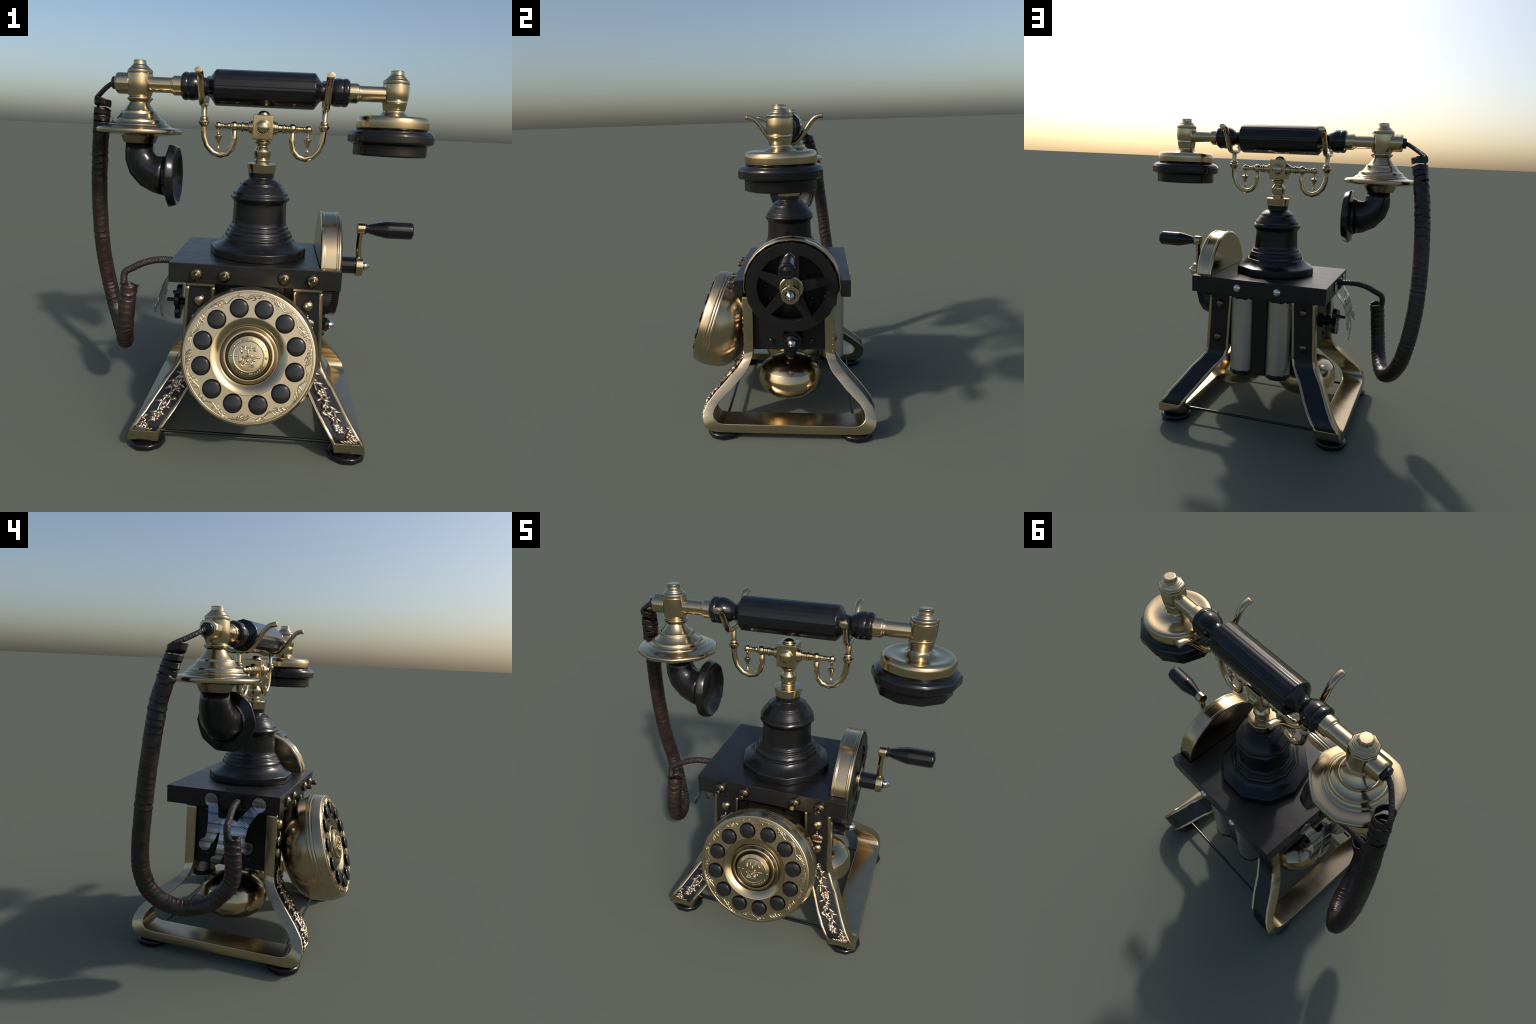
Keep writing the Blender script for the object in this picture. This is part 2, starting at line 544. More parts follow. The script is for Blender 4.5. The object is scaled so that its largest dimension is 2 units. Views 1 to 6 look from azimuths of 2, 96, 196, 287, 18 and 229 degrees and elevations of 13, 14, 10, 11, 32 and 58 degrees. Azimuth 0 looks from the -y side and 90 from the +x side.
for s in (1, -1):
    fr = strap(s)
    for back in (False, True):
        p = panel(s, back); p.parent = fr
        panel_end_bar(s, back)
        for z in ((.776, .600) if not back else (.786, .552)):
            t = t_at_z(z)
            rivet(fr, leg_point(t, .5, s, back, -.003), leg_normal(t, s, back), .031 if not back else .028, .021 if not back else .019, BRASS_SATIN if not back else BRONZE)
    r = relief(s); r.parent = fr
    # a row of tiny studs up the back edge of the strap
    if s > 0:
        S = Stuff()
        for k in range(9):
            S.add(ball_data((.4225 + .002 * k, .3545, .83 - k * .042), .004, n=6, m=4))
        S.build("edge_stud", BRASS, fr, True)

# feet and tie rods
for s in (1, -1):
    for ky in (1, -1):
        c = (CX + s * .533, CY + ky * .415, 0)
        lathe("foot_pad", [(0, .001), (.088, 0), (.099, .006), (.101, .030), (.092, .038), (.074, .041), (.066, .047), (.054, .057), (0, .058)], 10, c, (0, 0, 1), GLOSS, phone)
for y in (CY - .403, CY + .403):
    tube("tie_rod", [(-.42, y, .070), (.54, y, .070)], .0095, 8, GLOSS, phone)

# ================= body
body = box("body_box", (-.283, -.148, .487), (.405, .312, .878), IRON_DARKENED, phone, .004)
box("front_plate", (-.10, -.172, .52), (.22, -.146, .876), IRON, phone, .003)
for s in (1, -1):
    x = CX + s * .3455
    for y, z in ((-.035, .548), (.226, .548), (-.036, .832), (.229, .832)):
        rivet(body, (x, y, z), (s, 0, 0), .020, .014, BLACK, "body_rivet", 8)

# battery cans at the back
for s in (1, -1):
    c = (CX + s * .122 - .004, .350, 0)
    can = lathe("tin_cylinder", [(0, .352), (.084, .352), (.084, .874), (0, .874)], 14, c, (0, 0, 1), CAN, phone)
    lathe("cylinder_foot", [(0, .324), (.074, .326), (.088, .338), (.088, .362), (.084, .366)], 10, c, (0, 0, 1), BLACK, can)
    lathe("cylinder_collar", [(.084, .846), (.088, .852), (.088, .873), (0, .873)], 10, c, (0, 0, 1), BLACK, can)
box("back_strip", (CX - .052, .30, .336), (CX + .044, .397, .876), BLACK, phone, .006)

# ================= top slab with a slot for the wheel
slab_out = [(-.385, -.247), (.508, -.247), (.508, -.193), (.396, -.193), (.396, .403), (.508, .403), (.508, .462), (-.385, .462)]
slab = prism("top_plate", slab_out, Matrix.Translation((0, 0, 0)), .875, .981, IRON, phone, .004)
for x in (-.239, -.092, .213, .361):
    b = lathe("hex_bolt", [(.034, -.002), (.034, .004), (.0345, .013), (.028, .022), (.017, .026), (.0165, .030), (.0165, .055), (.0135, .059), (0, .059)], 8, (x, -.247, .926), (0, -1, 0), BRONZE, slab, .002)
for x in (.194, -.072):
    rivet(slab, (x, .462, .925), (0, 1, 0), .026, .018, STEEL, "dome_rivet", 10)

# little socket on the left end of the slab where the cable leaves
box("cable_socket", (-.398, -.022, .893), (-.384, .030, .962), BLACK, slab, .003)
for y in (-.030, .036):
    box("socket_rail", (-.394, y - .006, .895), (-.384, y + .006, .958), IRON, slab, .002)

# ================= pillar
pillar = lathe("pillar", [(0, .9815), (.268, .9815), (.270, .990), (.269, 1.024), (.262, 1.030), (.236, 1.040), (.216, 1.054), (.204, 1.068), (.200, 1.076), (.190, 1.080),
    (.188, 1.098), (.180, 1.108), (.176, 1.122), (.166, 1.128), (.164, 1.142), (.155, 1.150), (.152, 1.160), (.150, 1.172), (.146, 1.255), (.146, 1.270), (.152, 1.280), (.163, 1.296), (.1645, 1.304),
    (.158, 1.314), (.152, 1.316), (.150, 1.330), (.142, 1.338), (.132, 1.352), (.122, 1.364), (.117, 1.368), (.114, 1.380), (.094, 1.396), (.076, 1.404), (.0695, 1.410), (.0725, 1.440), (0, 1.440)],
    10, (CX, CY, 0), (0, 0, 1), BLACK, phone, .003)
lathe("pillar_collar", [(0, 1.436), (.0735, 1.436), (.0765, 1.458), (.081, 1.484), (.077, 1.488), (.050, 1.490), (0, 1.490)], 10, (CX, CY, 0), (0, 0, 1), BRASS, pillar, .003)

# ================= cradle
cradle = box("cradle_block", (CX - .056, CY - .056, 1.616), (CX + .053, CY + .053, 1.744), BRASS, phone, .005)
lathe("cradle_post", [(0, 1.487), (.040, 1.487), (.041, 1.505), (.038, 1.510), (.043, 1.520), (.0475, 1.540), (.046, 1.558), (.036, 1.573), (.030, 1.580), (.031, 1.588), (.046, 1.598), (.048, 1.604), (.036, 1.610), (.036, 1.617), (0, 1.617)],
      12, (CX, CY, 0), (0, 0, 1), BRASS, cradle, .002)
for d, mt in (((0, -1, 0), BRASS), ((0, 1, 0), BRASS), ((0, 0, 1), BRASS)):
    o = (CX - .0015 + d[0] * .054, CY - .0015 + d[1] * .0545, 1.680 + d[2] * .064)
    lathe("cradle_boss", [(.041, -.003), (.041, .003), (.038, .006)] + [(r, h + .005) for r, h in dome(.034, .020, 4)], 14, o, d, mt, cradle, .0015)

arm_prof = [(0, .050), (.041, .050), (.041, .058), (.036, .063), (.036, .069), (.031, .072), (.031, .078), (.023, .082), (.021, .104), (.027, .108), (.027, .116), (.020, .119), (.020, .124), (.024, .126), (.024, .130), (.018, .133),
            (.019, .138), (.026, .145), (.0285, .157), (.026, .169), (.018, .178), (.016, .182), (.018, .185), (.018, .189), (.014, .192), (.013, .216), (.017, .219), (.017, .223), (.013, .226), (.018, .231), (.0225, .2425), (.018, .256), (.008, .263), (0, .264)]
BEAD = [(.0165, -.030), (.018, -.028), (.024, -.020), (.0305, -.006), (.0305, .002), (.024, .007), (.022, .010), (.026, .014), (.024, .020), (.0165, .024)]
for s in (1, -1):
    arm = lathe("cradle_arm", arm_prof, 12, (CX - .0015, CY, 1.679), (s, 0, 0), BRASS, cradle, .0015)
    px = CX - .0015 + s * .2435
    lathe("pendant", [(0, 1.550), (.007, 1.552), (.0115, 1.560), (.009, 1.569), (.005, 1.573), (.0065, 1.580), (.012, 1.600), (.0225, 1.622), (.0225, 1.627), (.012, 1.632), (.0075, 1.636), (.0065, 1.642), (.0065, 1.665)], 10, (px, CY, 0), (0, 0, 1), BRASS, arm, .001)
    hook = spline([(CX + s * d, CY, z) for d, z in ((.157, 1.672), (.157, 1.610), (.168, 1.562), (.195, 1.532), (.232, 1.522), (.272, 1.535), (.305, 1.570), (.322, 1.618), (.325, 1.665), (.326, 1.795))], 1)
    tube("cradle_hook", hook, .0165, 8, BRASS, arm)
    lathe("hook_bead", BEAD, 10, (CX + s * .3255, CY, 1.700), (0, 0, 1), BRASS, arm, .001)
    # fork: one strap bent into a saddle with two flared prongs
    half = [(0, 1.788), (.035, 1.785), (.066, 1.793), (.095, 1.822), (.125, 1.866), (.150, 1.902), (.178, 1.930), (.205, 1.939), (.226, 1.941)]
    fork = [(CX + s * .327, CY - y, z) for y, z in reversed(half)] + [(CX + s * .327, CY + y, z) for y, z in half[1:]]
    fp = spline(fork, 3)
    tube("cradle_fork", fp, lambda f: .0185 + .003 * abs(2 * f - 1) ** 3, 8, BRASS, arm, flat=.74, side=(1, 0, 0), start=math.pi / 8)

# ================= handset (axis along x)
HZ, HY = 1.8775, CY
roll = lathe("handset_grip", [(0, -.385)] + [(.046, -.385), (.050, -.345), (.047, -.322), (.045, -.310), (.050, -.297), (.0600, -.288), (.088, -.268), (.0945, -.262), (.0945, .262), (.088, .268), (.060, .288), (.050, .297), (.045, .310), (.047, .322), (.050, .345), (.046, .385), (0, .385)],
             192, (CX - .001, HY, HZ), (1, 0, 0), GLOSS, phone, .003, shape=lambda a, r, z: polygon(12, a) if abs(z) < .30 else 1,
             flute=lambda a, z: .105 * math.sin(24 * a) + .05 * math.sin(60 * a) if abs(z) < .2621 else 0)
for s in (1, -1):
    lathe("grip_knob", [(.044, .316), (.050, .326), (.062, .346), (.0705, .366), (.0735, .384), (.0725, .402), (.0695, .408), (.0725, .414), (.0735, .428), (.072, .435), (.064, .4445), (0, .445)],
          10, (CX - .001, HY, HZ), (s, 0, 0), GLOSS, roll, .002, math.pi / 10)
    lathe("grip_ferrule", [(0, .443), (.0515, .443), (.0515, .488), (.047, .494), (.044, .494), (.044, .500), (.0405, .503), (.0405, .640), (0, .640)], 12, (CX - .001, HY, HZ), (s, 0, 0), BRASS, roll, .002)

# finial shared by both ends (z is absolute)
FIN = [(0, 2.0), (.030, 1.9995), (.0355, 1.9965), (.0345, 1.988), (.0365, 1.976), (.040, 1.974), (.043, 1.970), (.047, 1.969), (.049, 1.963), (.054, 1.962), (.057, 1.955), (.062, 1.954), (.069, 1.948), (.0705, 1.944), (.0700, 1.934), (.067, 1.931), (.070, 1.928)]
# transmitter end
TX, RX = -.6145, .749
mouth = lathe("transmitter_body", FIN + [(.0715, 1.90), (.0715, 1.87), (.069, 1.835), (.064, 1.820), (.060, 1.814), (.062, 1.810), (.0705, 1.806), (.0710, 1.800), (.062, 1.790), (.0545, 1.784), (.0535, 1.779), (.058, 1.772)],
              8, (TX, CY - .003, 0), (0, 0, 1), BRASS, roll, .002)
lathe("transmitter_bell", [(.053, 1.783), (.060, 1.770), (.072, 1.753), (.084, 1.740), (.092, 1.735), (.0965, 1.736), (.0985, 1.731), (.100, 1.722), (.112, 1.707), (.124, 1.696), (.133, 1.692), (.138, 1.692), (.1405, 1.687), (.142, 1.680), (.150, 1.671), (.157, 1.668), (.162, 1.667), (.165, 1.661), (.172, 1.6565), (.190, 1.653), (.208, 1.651), (.222, 1.648), (.230, 1.643), (.2330, 1.637), (.2330, 1.626), (.230, 1.621), (.222, 1.618), (.17, 1.611), (.110, 1.606)],
      40, (TX - .003, CY - .003, 0), (0, 0, 1), BRASS, mouth, .002, shape=faceted_rim(10, .2325))
lathe("transmitter_collar", [(.115, 1.612), (.104, 1.606), (.1025, 1.603), (.086, 1.567), (.073, 1.565), (0, 1.565)],
      8, (TX - .003, CY - .003, 0), (0, 0, 1), BRASS_SATIN, mouth, .002)
lathe("cable_gland", [(0, .05), (.055, .05), (.055, .116), (.050, .127), (.030, .129), (0, .129)], 6, (TX, CY - .003, HZ), (-1, 0, 0), BRASS, mouth, .003, math.pi / 8)
lathe("gland_plug", [(0, .125), (.035, .125), (.035, .142), (.030, .149), (.014, .150), (0, .150)], 8, (TX, CY - .003, HZ), (-1, 0, 0), BLACK, mouth, .003, math.pi / 8)
# mouthpiece elbow: lofted pipe whose radius grows, ending in a flared cup facing +x
el = [(TX, CY - .003, 1.572), (TX, CY - .003, 1.530), (TX + .004, CY - .003, 1.495), (TX + .022, CY - .003, 1.452), (TX + .058, CY - .003, 1.419), (TX + .104, CY - .003, 1.402), (TX + .160, CY - .003, 1.397)]
tube("mouthpiece_elbow", el, lambda f: .0755 + .043 * f ** 1.25, 8, BLACK, mouth, side=(0, 1, 0), start=math.pi / 8)
lathe("mouthpiece_cup", [(.112, -.026), (.120, -.012), (.140, -.006), (.170, .000), (.176, .006), (.174, .016), (.168, .034), (.163, .044), (.158, .046), (.153, .043), (.144, .033), (.130, .019), (.112, .007), (.092, -.003), (.070, -.010), (.060, -.016), (.055, -.040), (0, -.050)],
      40, (TX + .167, CY - .003, 1.397), (1, 0, 0), GLOSS, mouth, .003, math.pi / 10, shape=lambda a, r, z: 1 + .7 * (polygon(10, a) - 1) if r > .12 else 1)
# receiver end
ear = lathe("receiver_body", FIN + [(.0715, 1.90), (.0708, 1.87), (.0675, 1.852), (.064, 1.848), (.0665, 1.845), (.067, 1.836), (.064, 1.832), (.0625, 1.815), (.0585, 1.800), (.0590, 1.790), (.066, 1.780), (.070, 1.772)],
            8, (RX, CY - .003, 0), (0, 0, 1), BRASS, roll, .002)
lathe("receiver_cap", [(0, 1.786), (.056, 1.785), (.064, 1.782), (.070, 1.776), (.080, 1.769), (.095, 1.764), (.115, 1.762), (.135, 1.7635), (.152, 1.766), (.166, 1.7665), (.178, 1.764), (.187, 1.757), (.192, 1.746), (.1935, 1.734), (.193, 1.704), (.188, 1.700), (0, 1.700)], 40, (RX, CY - .001, 0), (0, 0, 1), BRASS, ear, .003, shape=faceted_rim(10, .235))
lathe("receiver_shell", [(0, 1.701), (.190, 1.701), (.196, 1.694), (.212, 1.690), (.226, 1.680), (.232, 1.668), (.2325, 1.634), (.228, 1.628), (.205, 1.619), (.199, 1.617), (.199, 1.592), (.200, 1.566), (.194, 1.560), (.160, 1.558), (.120, 1.566), (.050, 1.572), (.020, 1.574), (0, 1.574)],
      10, (RX, CY - .001, 0), (0, 0, 1), GLOSS, ear, .003)

# ================= dial
DN = Vector((0, -.951, .3092)).normalized()
DC = Vector((.0605, -.516, .603))
DM = frame(DC, DN)
dial = lathe("dial_housing", [(.296, .0005), (.3155, .0008), (.3215, -.0015), (.3245, -.006), (.3305, -.022), (.338, -.048), (.3385, -.054), (.336, -.058), (.3405, -.064), (.342, -.070), (.339, -.076), (.342, -.082), (.3425, -.090), (.339, -.097),
    (.336, -.130), (.332, -.165), (.320, -.200), (.303, -.232), (.275, -.262), (.235, -.288), (.180, -.310), (.120, -.322), (0, -.326)], 80, DC, DN, BRASS_SATIN, phone, .002, shape=lambda a, r, z: 1 + .6 * (polygon(20, a) - 1) if r > .325 else 1)
# faceplate: flat ring pierced by twelve finger holes
HR, HOLE = .2335, .0445
hole_ang = [math.radians(104.5 + 0.0 - 30 * k) - math.radians(14.3) + math.radians(14.3) for k in range(12)]
def pierced_ring(r_in, r_out, hr, hole, z_top, z_bot):
    """annulus made of twelve sectors, each wrapped round its finger hole, with chamfered hole walls"""
    half = math.radians(15)
    corners = []
    for r in (r_in, r_out):
        for sg in (1, -1):
            corners.append(math.atan2(r * math.sin(sg * half), r * math.cos(sg * half) - hr))
    angs = sorted({round(a, 9) for a in [2 * math.pi * k / 48 - math.pi for k in range(48)] + corners})
    def cast(a):
        dx, dy = math.cos(a), math.sin(a)
        best = 9.0
        for sg in (1, -1):                       # straight sides of the sector
            nx, ny = -math.sin(sg * half), math.cos(sg * half)
            den = dx * nx + dy * ny
            if abs(den) > 1e-9:
                t = -(hr * nx) / den
                if t > 1e-6: best = min(best, t)
        for r in (r_in, r_out):                  # inner and outer arcs
            b, c = hr * dx, hr * hr - r * r
            q = b * b - c
            if q > 0:
                for t in (-b - math.sqrt(q), -b + math.sqrt(q)):
                    if t > 1e-6: best = min(best, t)
        return hr + best * dx, best * dy
    n = len(angs)
    V, Fc = [], []
    for a0 in hole_ang:
        c, sn = math.cos(a0), math.sin(a0)
        rot = lambda x, y, z: DM @ Vector((x * c - y * sn, x * sn + y * c + .003, z))
        o = len(V)
        for a in angs: x, y = cast(a); V.append(rot(x, y, z_top))
        for rad, z in ((hole + .0022, z_top), (hole + .0006, z_top - .0007), (hole, z_top - .0025), (hole, z_bot)):
            for a in angs: V.append(rot(hr + rad * math.cos(a), rad * math.sin(a), z))
        for ring in range(4):
            for k in range(n):
                m = (k + 1) % n
                Fc.append((o + ring * n + k, o + ring * n + m, o + (ring + 1) * n + m, o + (ring + 1) * n + k))
    return V, Fc
v, f = pierced_ring(.187, .3045, HR, HOLE, .0025, -.019)
face = mesh("dial_face", v, f, BRASS_SATIN, dial, smooth=False, weighted=False)
lathe("dial_well", [(.3045, .0024), (.309, -.0185), (.180, -.0185), (.1865, .0024)], 60, DC + DM.to_3x3() @ Vector((0, .003, 0)), DN, BLACK, dial, 0)
# finger buttons: domed black discs standing out of the holes
btn = lathe("finger_button", [(.024, -.019), (.024, .0105), (.0400, .0112), (.0422, .0135), (.0418, .0160), (.039, .0185), (.031, .0208), (.016, .0224), (0, .0229)], 28, (0, 0, 0), (0, 0, 1), BUTTON, dial, .001)
spots = [DM @ Matrix.Translation((HR * math.cos(a), HR * math.sin(a) + .003, 0)) for a in hole_ang]
btn.matrix_world = spots[0]
for M in spots[1:]: copy_of(btn, M, dial)
# hub
hub = lathe("dial_hub", [(.1885, -.003), (.1882, .0003), (.184, .0002), (.178, -.0010), (.170, -.0034), (.162, -.0068), (.155, -.0108), (.149, -.0150), (.145, -.0175), (.141, -.0190), (.136, -.0175), (.126, -.0045), (.1235, -.0010), (.119, .0006), (.114, .0006), (.1115, -.002), (.107, -.0165), (.1025, -.0150), (.0985, .004), (.0965, .0108), (.094, .0110),
    (.088, .0125), (.0765, .0150), (.0755, .0170), (.0725, .0168), (.070, .0160), (.050, .0182), (.025, .0192), (0, .0195)], 64, DC + DM.to_3x3() @ Vector((0, .003, 0)), DN, BRASS, dial, .001)
# darker brass rings laid in the two grooves of the hub
HC = DC + DM.to_3x3() @ Vector((0, .003, 0))
lathe("dark_groove_ring", [(.1445, -.0166), (.141, -.0180), (.136, -.0165), (.1285, -.0065), (.1262, -.0036)], 64, HC, DN, DARK_BRASS, hub, 0)
lathe("dark_groove_ring", [(.1102, -.0052), (.1072, -.0155), (.1025, -.0140), (.0995, -.0015), (.0988, .0034)], 64, HC, DN, DARK_BRASS, hub, 0)
# medallion relief: a tiny telephone with a ring of worn, unreadable letter marks
S = Stuff()
H = lambda x, y: (.0185 - .0055 * ((x * x + y * y) / .0056))
KX, KY = 1.12, 1.25
def D(x, y, h=0.0, k=True):
    if k: x, y = x * KX - .003, y * KY + .004
    return DM @ Vector((x, y + .003, H(x, y) + h))
def dstroke(pts, r, k=True): S.add(tube_data([D(x, y, .0008, k) for x, y in pts], r * (1.6 if k else 1.1), 6))
def dball(x, y, r, k=True): S.add(ball_data(D(x, y, .0005, k), r * 1.35, n=7, m=4))
dstroke([(-.030, .030), (.034, .030)], .0028)
for x in (-.012, .012): dstroke([(x, .038), (x, .022), (x * .5, .019)], .0022); dball(x, .037, .0035)
dball(-.028, .024, .005); dstroke([(-.029, .026), (-.029, .014), (-.022, .008)], .0035)
dball(.032, .025, .0055); dstroke([(.022, .020), (.040, .020)], .003)
dstroke([(0, .022), (0, -.006)], .0035); dball(0, .010, .005); dball(0, .019, .004)
dstroke([(-.024, -.008), (.026, -.008)], .0032)
dball(.014, -.002, .0048); dstroke([(.016, .004), (.016, -.008)], .0024)
dstroke([(.024, -.006), (.052, -.006)], .0024)
for x in (.034, .042, .050): dball(x, -.005, .0042)
dstroke([(.018, -.018), (.034, -.017)], .0034)
dstroke([(-.031, .030), (-.036, .012), (-.037, -.020), (-.033, -.030), (-.029, -.026), (-.028, -.012)], .0024)
dstroke([(-.018, -.016), (-.026, -.040), (.026, -.040), (.018, -.016)], .0034)
dstroke([(-.010, -.024), (-.022, -.036)], .003); dstroke([(.010, -.024), (.022, -.036)], .003)
S.add(tube_data([D(.0135 * math.cos(a), -.020 + .0135 * math.sin(a), .002) for a in [2 * math.pi * k / 16 for k in range(17)]], .0024, 6))
dball(0, -.020, .006)
for x in (-.052, -.046): dball(x, -.004, .0035)
lr = random.Random(5)
def letters(a0, a1, n, gap):
    for k in range(n):
        if k == gap: continue
        a = math.radians(a0 + (a1 - a0) * k / (n - 1)); r = .085
        for q in range(3):
            da = lr.uniform(-.035, .035); r0 = r + lr.uniform(-.005, .0); r1 = r + lr.uniform(.0, .005)
            dstroke([(r0 * math.cos(a + da), r0 * math.sin(a + da)), (r1 * math.cos(a + da + lr.uniform(-.03, .03)), r1 * math.sin(a + da))], .0016, False)
letters(155, 20, 17, 8); letters(205, 330, 15, 7)
dball(-.085, -.002, .004, False); dball(.085, -.004, .005, False)
S.build("medallion_relief", BRASS, hub, True)

# engraved leaf scrolls round the rim of the dial face
S = Stuff()
lr = random.Random(21)
def F(r, a, h=.0020): return DM @ Vector((r * math.cos(a), r * math.sin(a) + .0, h))
def fstroke(pts, r0, r1):
    S.add(tube_data(spline([F(r, a) for r, a in pts], 4), lambda f: 1.25 * r0 + 1.3 * (r1 - r0) * math.sin(math.pi * min(1, f * 1.05)), 5))
for k in range(12):
    a0 = hole_ang[k] - math.radians(15)
    J = lambda q: q + lr.uniform(-.012, .012)
    sg = 1 if k % 2 else -1
    d = math.radians
    # stem running over the finger hole
    fstroke([(.300, a0 - sg * d(15)), (.2885, J(a0 - sg * d(10))), (.277, J(a0 - sg * d(5))), (.283, a0), (.297, J(a0 + sg * d(7))), (.302, a0 + sg * d(15))], .0016, .0028)
    # leaf with lobes filling the gap between two holes
    for q in range(4):
        aa = a0 + sg * d(-5 + q * 3.4)
        fstroke([(.272 + q * .004, aa), (.284, J(aa + sg * d(1.5))), (.296 + .002 * q, J(aa + sg * d(3.5))), (.303, aa + sg * d(6.5))], .0012, .0030)
    fstroke([(.268, a0), (.274, a0 + sg * d(3)), (.284, a0 + sg * d(4.4)), (.290, a0 + sg * d(1.5)), (.283, a0 - sg * d(.5))], .0013, .0026)
    fstroke([(.306, a0 - sg * d(13)), (.297, J(a0 - sg * d(11))), (.290, a0 - sg * d(13.5)), (.297, a0 - sg * d(15.5))], .0012, .0022)
    p = F(.291, a0 + sg * d(10.5)); S.add(ball_data(p, .004, n=7, m=4))
S.build("rim_scroll", BRASS_SATIN, dial, True)
lathe("rim_bead", [(.3055, -.001), (.3055, .0018), (.3075, .0028), (.3100, .0028), (.3115, .0018), (.3125, -.001)], 96, DC, DN, BRASS_SATIN, dial, 0)

# ================= crank wheel
WY, WZ = .105, .936
house = lathe("wheel_housing", [(0, .398), (.293, .398), (.3025, .403), (.3025, .416), (.298, .420), (.298, .482), (.301, .484), (.301, .488), (.2985, .490), (.3025, .493), (.3025, .500), (.298, .5055), (.291, .5055), (.288, .500), (.288, .404), (0, .404)], 24, (0, WY, WZ), (1, 0, 0), BRASS, phone, .002)
# keep only the upper half of the drum: below the plate the bare wheel shows
bm = bmesh.new(); bm.from_mesh(house.data)
geom = bm.verts[:] + bm.edges[:] + bm.faces[:]
bmesh.ops.bisect_plane(bm, geom=geom, plane_co=(0, 0, .9), plane_no=(0, 0, -1), clear_outer=True)
bmesh.ops.contextual_create if False else None
bm.to_mesh(house.data); bm.free()
lathe("wheel_lining", [(0, .4045), (.2875, .4045), (.2875, .4075), (0, .4075)], 24, (0, WY, WZ), (1, 0, 0), IRON_DARKENED, house, 0)
for y in (-.064, .25):
    rivet(house, (.4075, y, .915), (1, 0, 0), .020, .014, BLACK, "body_rivet", 8)
def annulus_sector_wheel():
    cu = bpy.data.curves.new("wheel", 'CURVE'); cu.dimensions = '2D'; cu.fill_mode = 'BOTH'
    def poly(pts):
        sp = cu.splines.new('POLY'); sp.points.add(len(pts) - 1); sp.use_cyclic_u = True
        for i, p in enumerate(pts): sp.points[i].co = (p[0], p[1], 0, 1)
    poly([(.284 * math.cos(2 * math.pi * k / 20), .284 * math.sin(2 * math.pi * k / 20)) for k in range(20)])
    for k in range(5):
        a0, a1 = math.radians(10 + 72 * k), math.radians(82 + 72 * k)
        hw = .0225
        pts = []
        r = .066
        pts.append((r * math.cos((a0 + a1) / 2), r * math.sin((a0 + a1) / 2)))
        b0 = a0 + math.asin(hw / .212); b1 = a1 - math.asin(hw / .212)
        pts.append((.212 * math.cos(b0), .212 * math.sin(b0)))
        for q in range(1, 3): 
            b = b0 + (b1 - b0) * q / 3; pts.append((.212 * math.cos(b), .212 * math.sin(b)))
        pts.append((.212 * math.cos(b1), .212 * math.sin(b1)))
        poly(pts)
    cu.extrude = .018; cu.bevel_depth = .002; cu.bevel_resolution = 1; cu.offset = -.002
    t = bpy.data.objects.new("tmp_wheel", cu); coll.objects.link(t)
    me = bpy.data.meshes.new_from_object(t.evaluated_get(bpy.context.evaluated_depsgraph_get()))
    bpy.data.objects.remove(t); me.materials.clear()
    me.transform(frame((.492, WY, WZ - .004), (1, 0, 0), (0, 1, 0)))
    bm = bmesh.new(); bm.from_mesh(me); bmesh.ops.remove_doubles(bm, verts=bm.verts, dist=1e-5); bm.to_mesh(me); bm.free()
    return finish("spoked_wheel", me, IRON_DARKENED, phone)
wheel = annulus_sector_wheel()
# toothed drum of the wheel behind the spokes
S = Stuff()
v, f = [], []
NT = 120
for x in (.412, .474):
    for rr in (1, 0):
        for k in range(NT * 2):
            a = math.pi * k / NT
            r = (.283 if k % 2 else .277) if rr else .225
            v.append((x, WY + r * math.cos(a), WZ - .004 + r * math.sin(a)))
n2 = NT * 2
for k in range(n2):
    j = (k + 1) % n2
    f += [(k, j, 2 * n2 + j, 2 * n2 + k), (n2 + k, 3 * n2 + k, 3 * n2 + j, n2 + j), (k, n2 + k, n2 + j, j), (2 * n2 + k, 2 * n2 + j, 3 * n2 + j, 3 * n2 + k)]
mesh("toothed_rim", v, f, IRON, wheel, smooth=False, weighted=False)
lathe("wheel_hub", [(.076, .508), (.076, .524), (.070, .529), (.050, .531), (0, .531)], 12, (0, WY, WZ), (1, 0, 0), BRASS, wheel, .002)
lathe("crank_shaft", [(0, .40), (.049, .40), (.049, .616), (.046, .620), (0, .620)], 12, (0, WY, WZ), (1, 0, 0), GLOSS, wheel, .002)
# crank arm: boss, bar, upper eye
crank = lathe("crank_arm", [(0, .619), (.056, .619), (.057, .624), (.057, .656), (.054, .660), (0, .660)], 10, (0, WY, WZ - .002), (1, 0, 0), BRASS, wheel, .002)
armpts = [(.640, WY, .965), (.634, WY, 1.00), (.631, WY, 1.06), (.634, WY, 1.13), (.636, WY, 1.16)]
tube("crank_bar", armpts, .0195, 8, BRASS, crank, side=(0, 1, 0), flat=.8, start=math.pi / 8)
lathe("crank_eye", [(0, .614), (.033, .614), (.034, .618), (.034, .654), (.031, .658), (0, .658)], 8, (0, WY, 1.152), (1, 0, 0), BRASS, crank, .002, math.pi / 8)
lathe("crank_handle", [(0, .656), (.031, .656), (.032, .664), (.027, .668), (.024, .672), (.028, .684), (.040, .730), (.0490, .772), (.0500, .785), (.0495, .912), (.045, .922), (.034, .924), (.026, .921), (.020, .926), (.010, .930), (0, .931)], 8, (0, WY + .001, 1.1515), (1, 0, 0), GLOSS, crank, .003, math.pi / 8)
NUT = [(0, 0), (.026, 0), (.027, .004), (.024, .008), (.027, .012), (.026, .022), (.020, .030), (.011, .040), (.004, .045), (0, .046)]
lathe("cap_nut", [(r, z + .659) for r, z in NUT], 6, (0, WY, WZ), (1, 0, 0), STEEL, crank, .002)
lathe("nut_washer", [(0, .656), (.033, .656), (.033, .664), (0, .664)], 10, (0, WY, WZ), (1, 0, 0), BLACK, crank, .002)
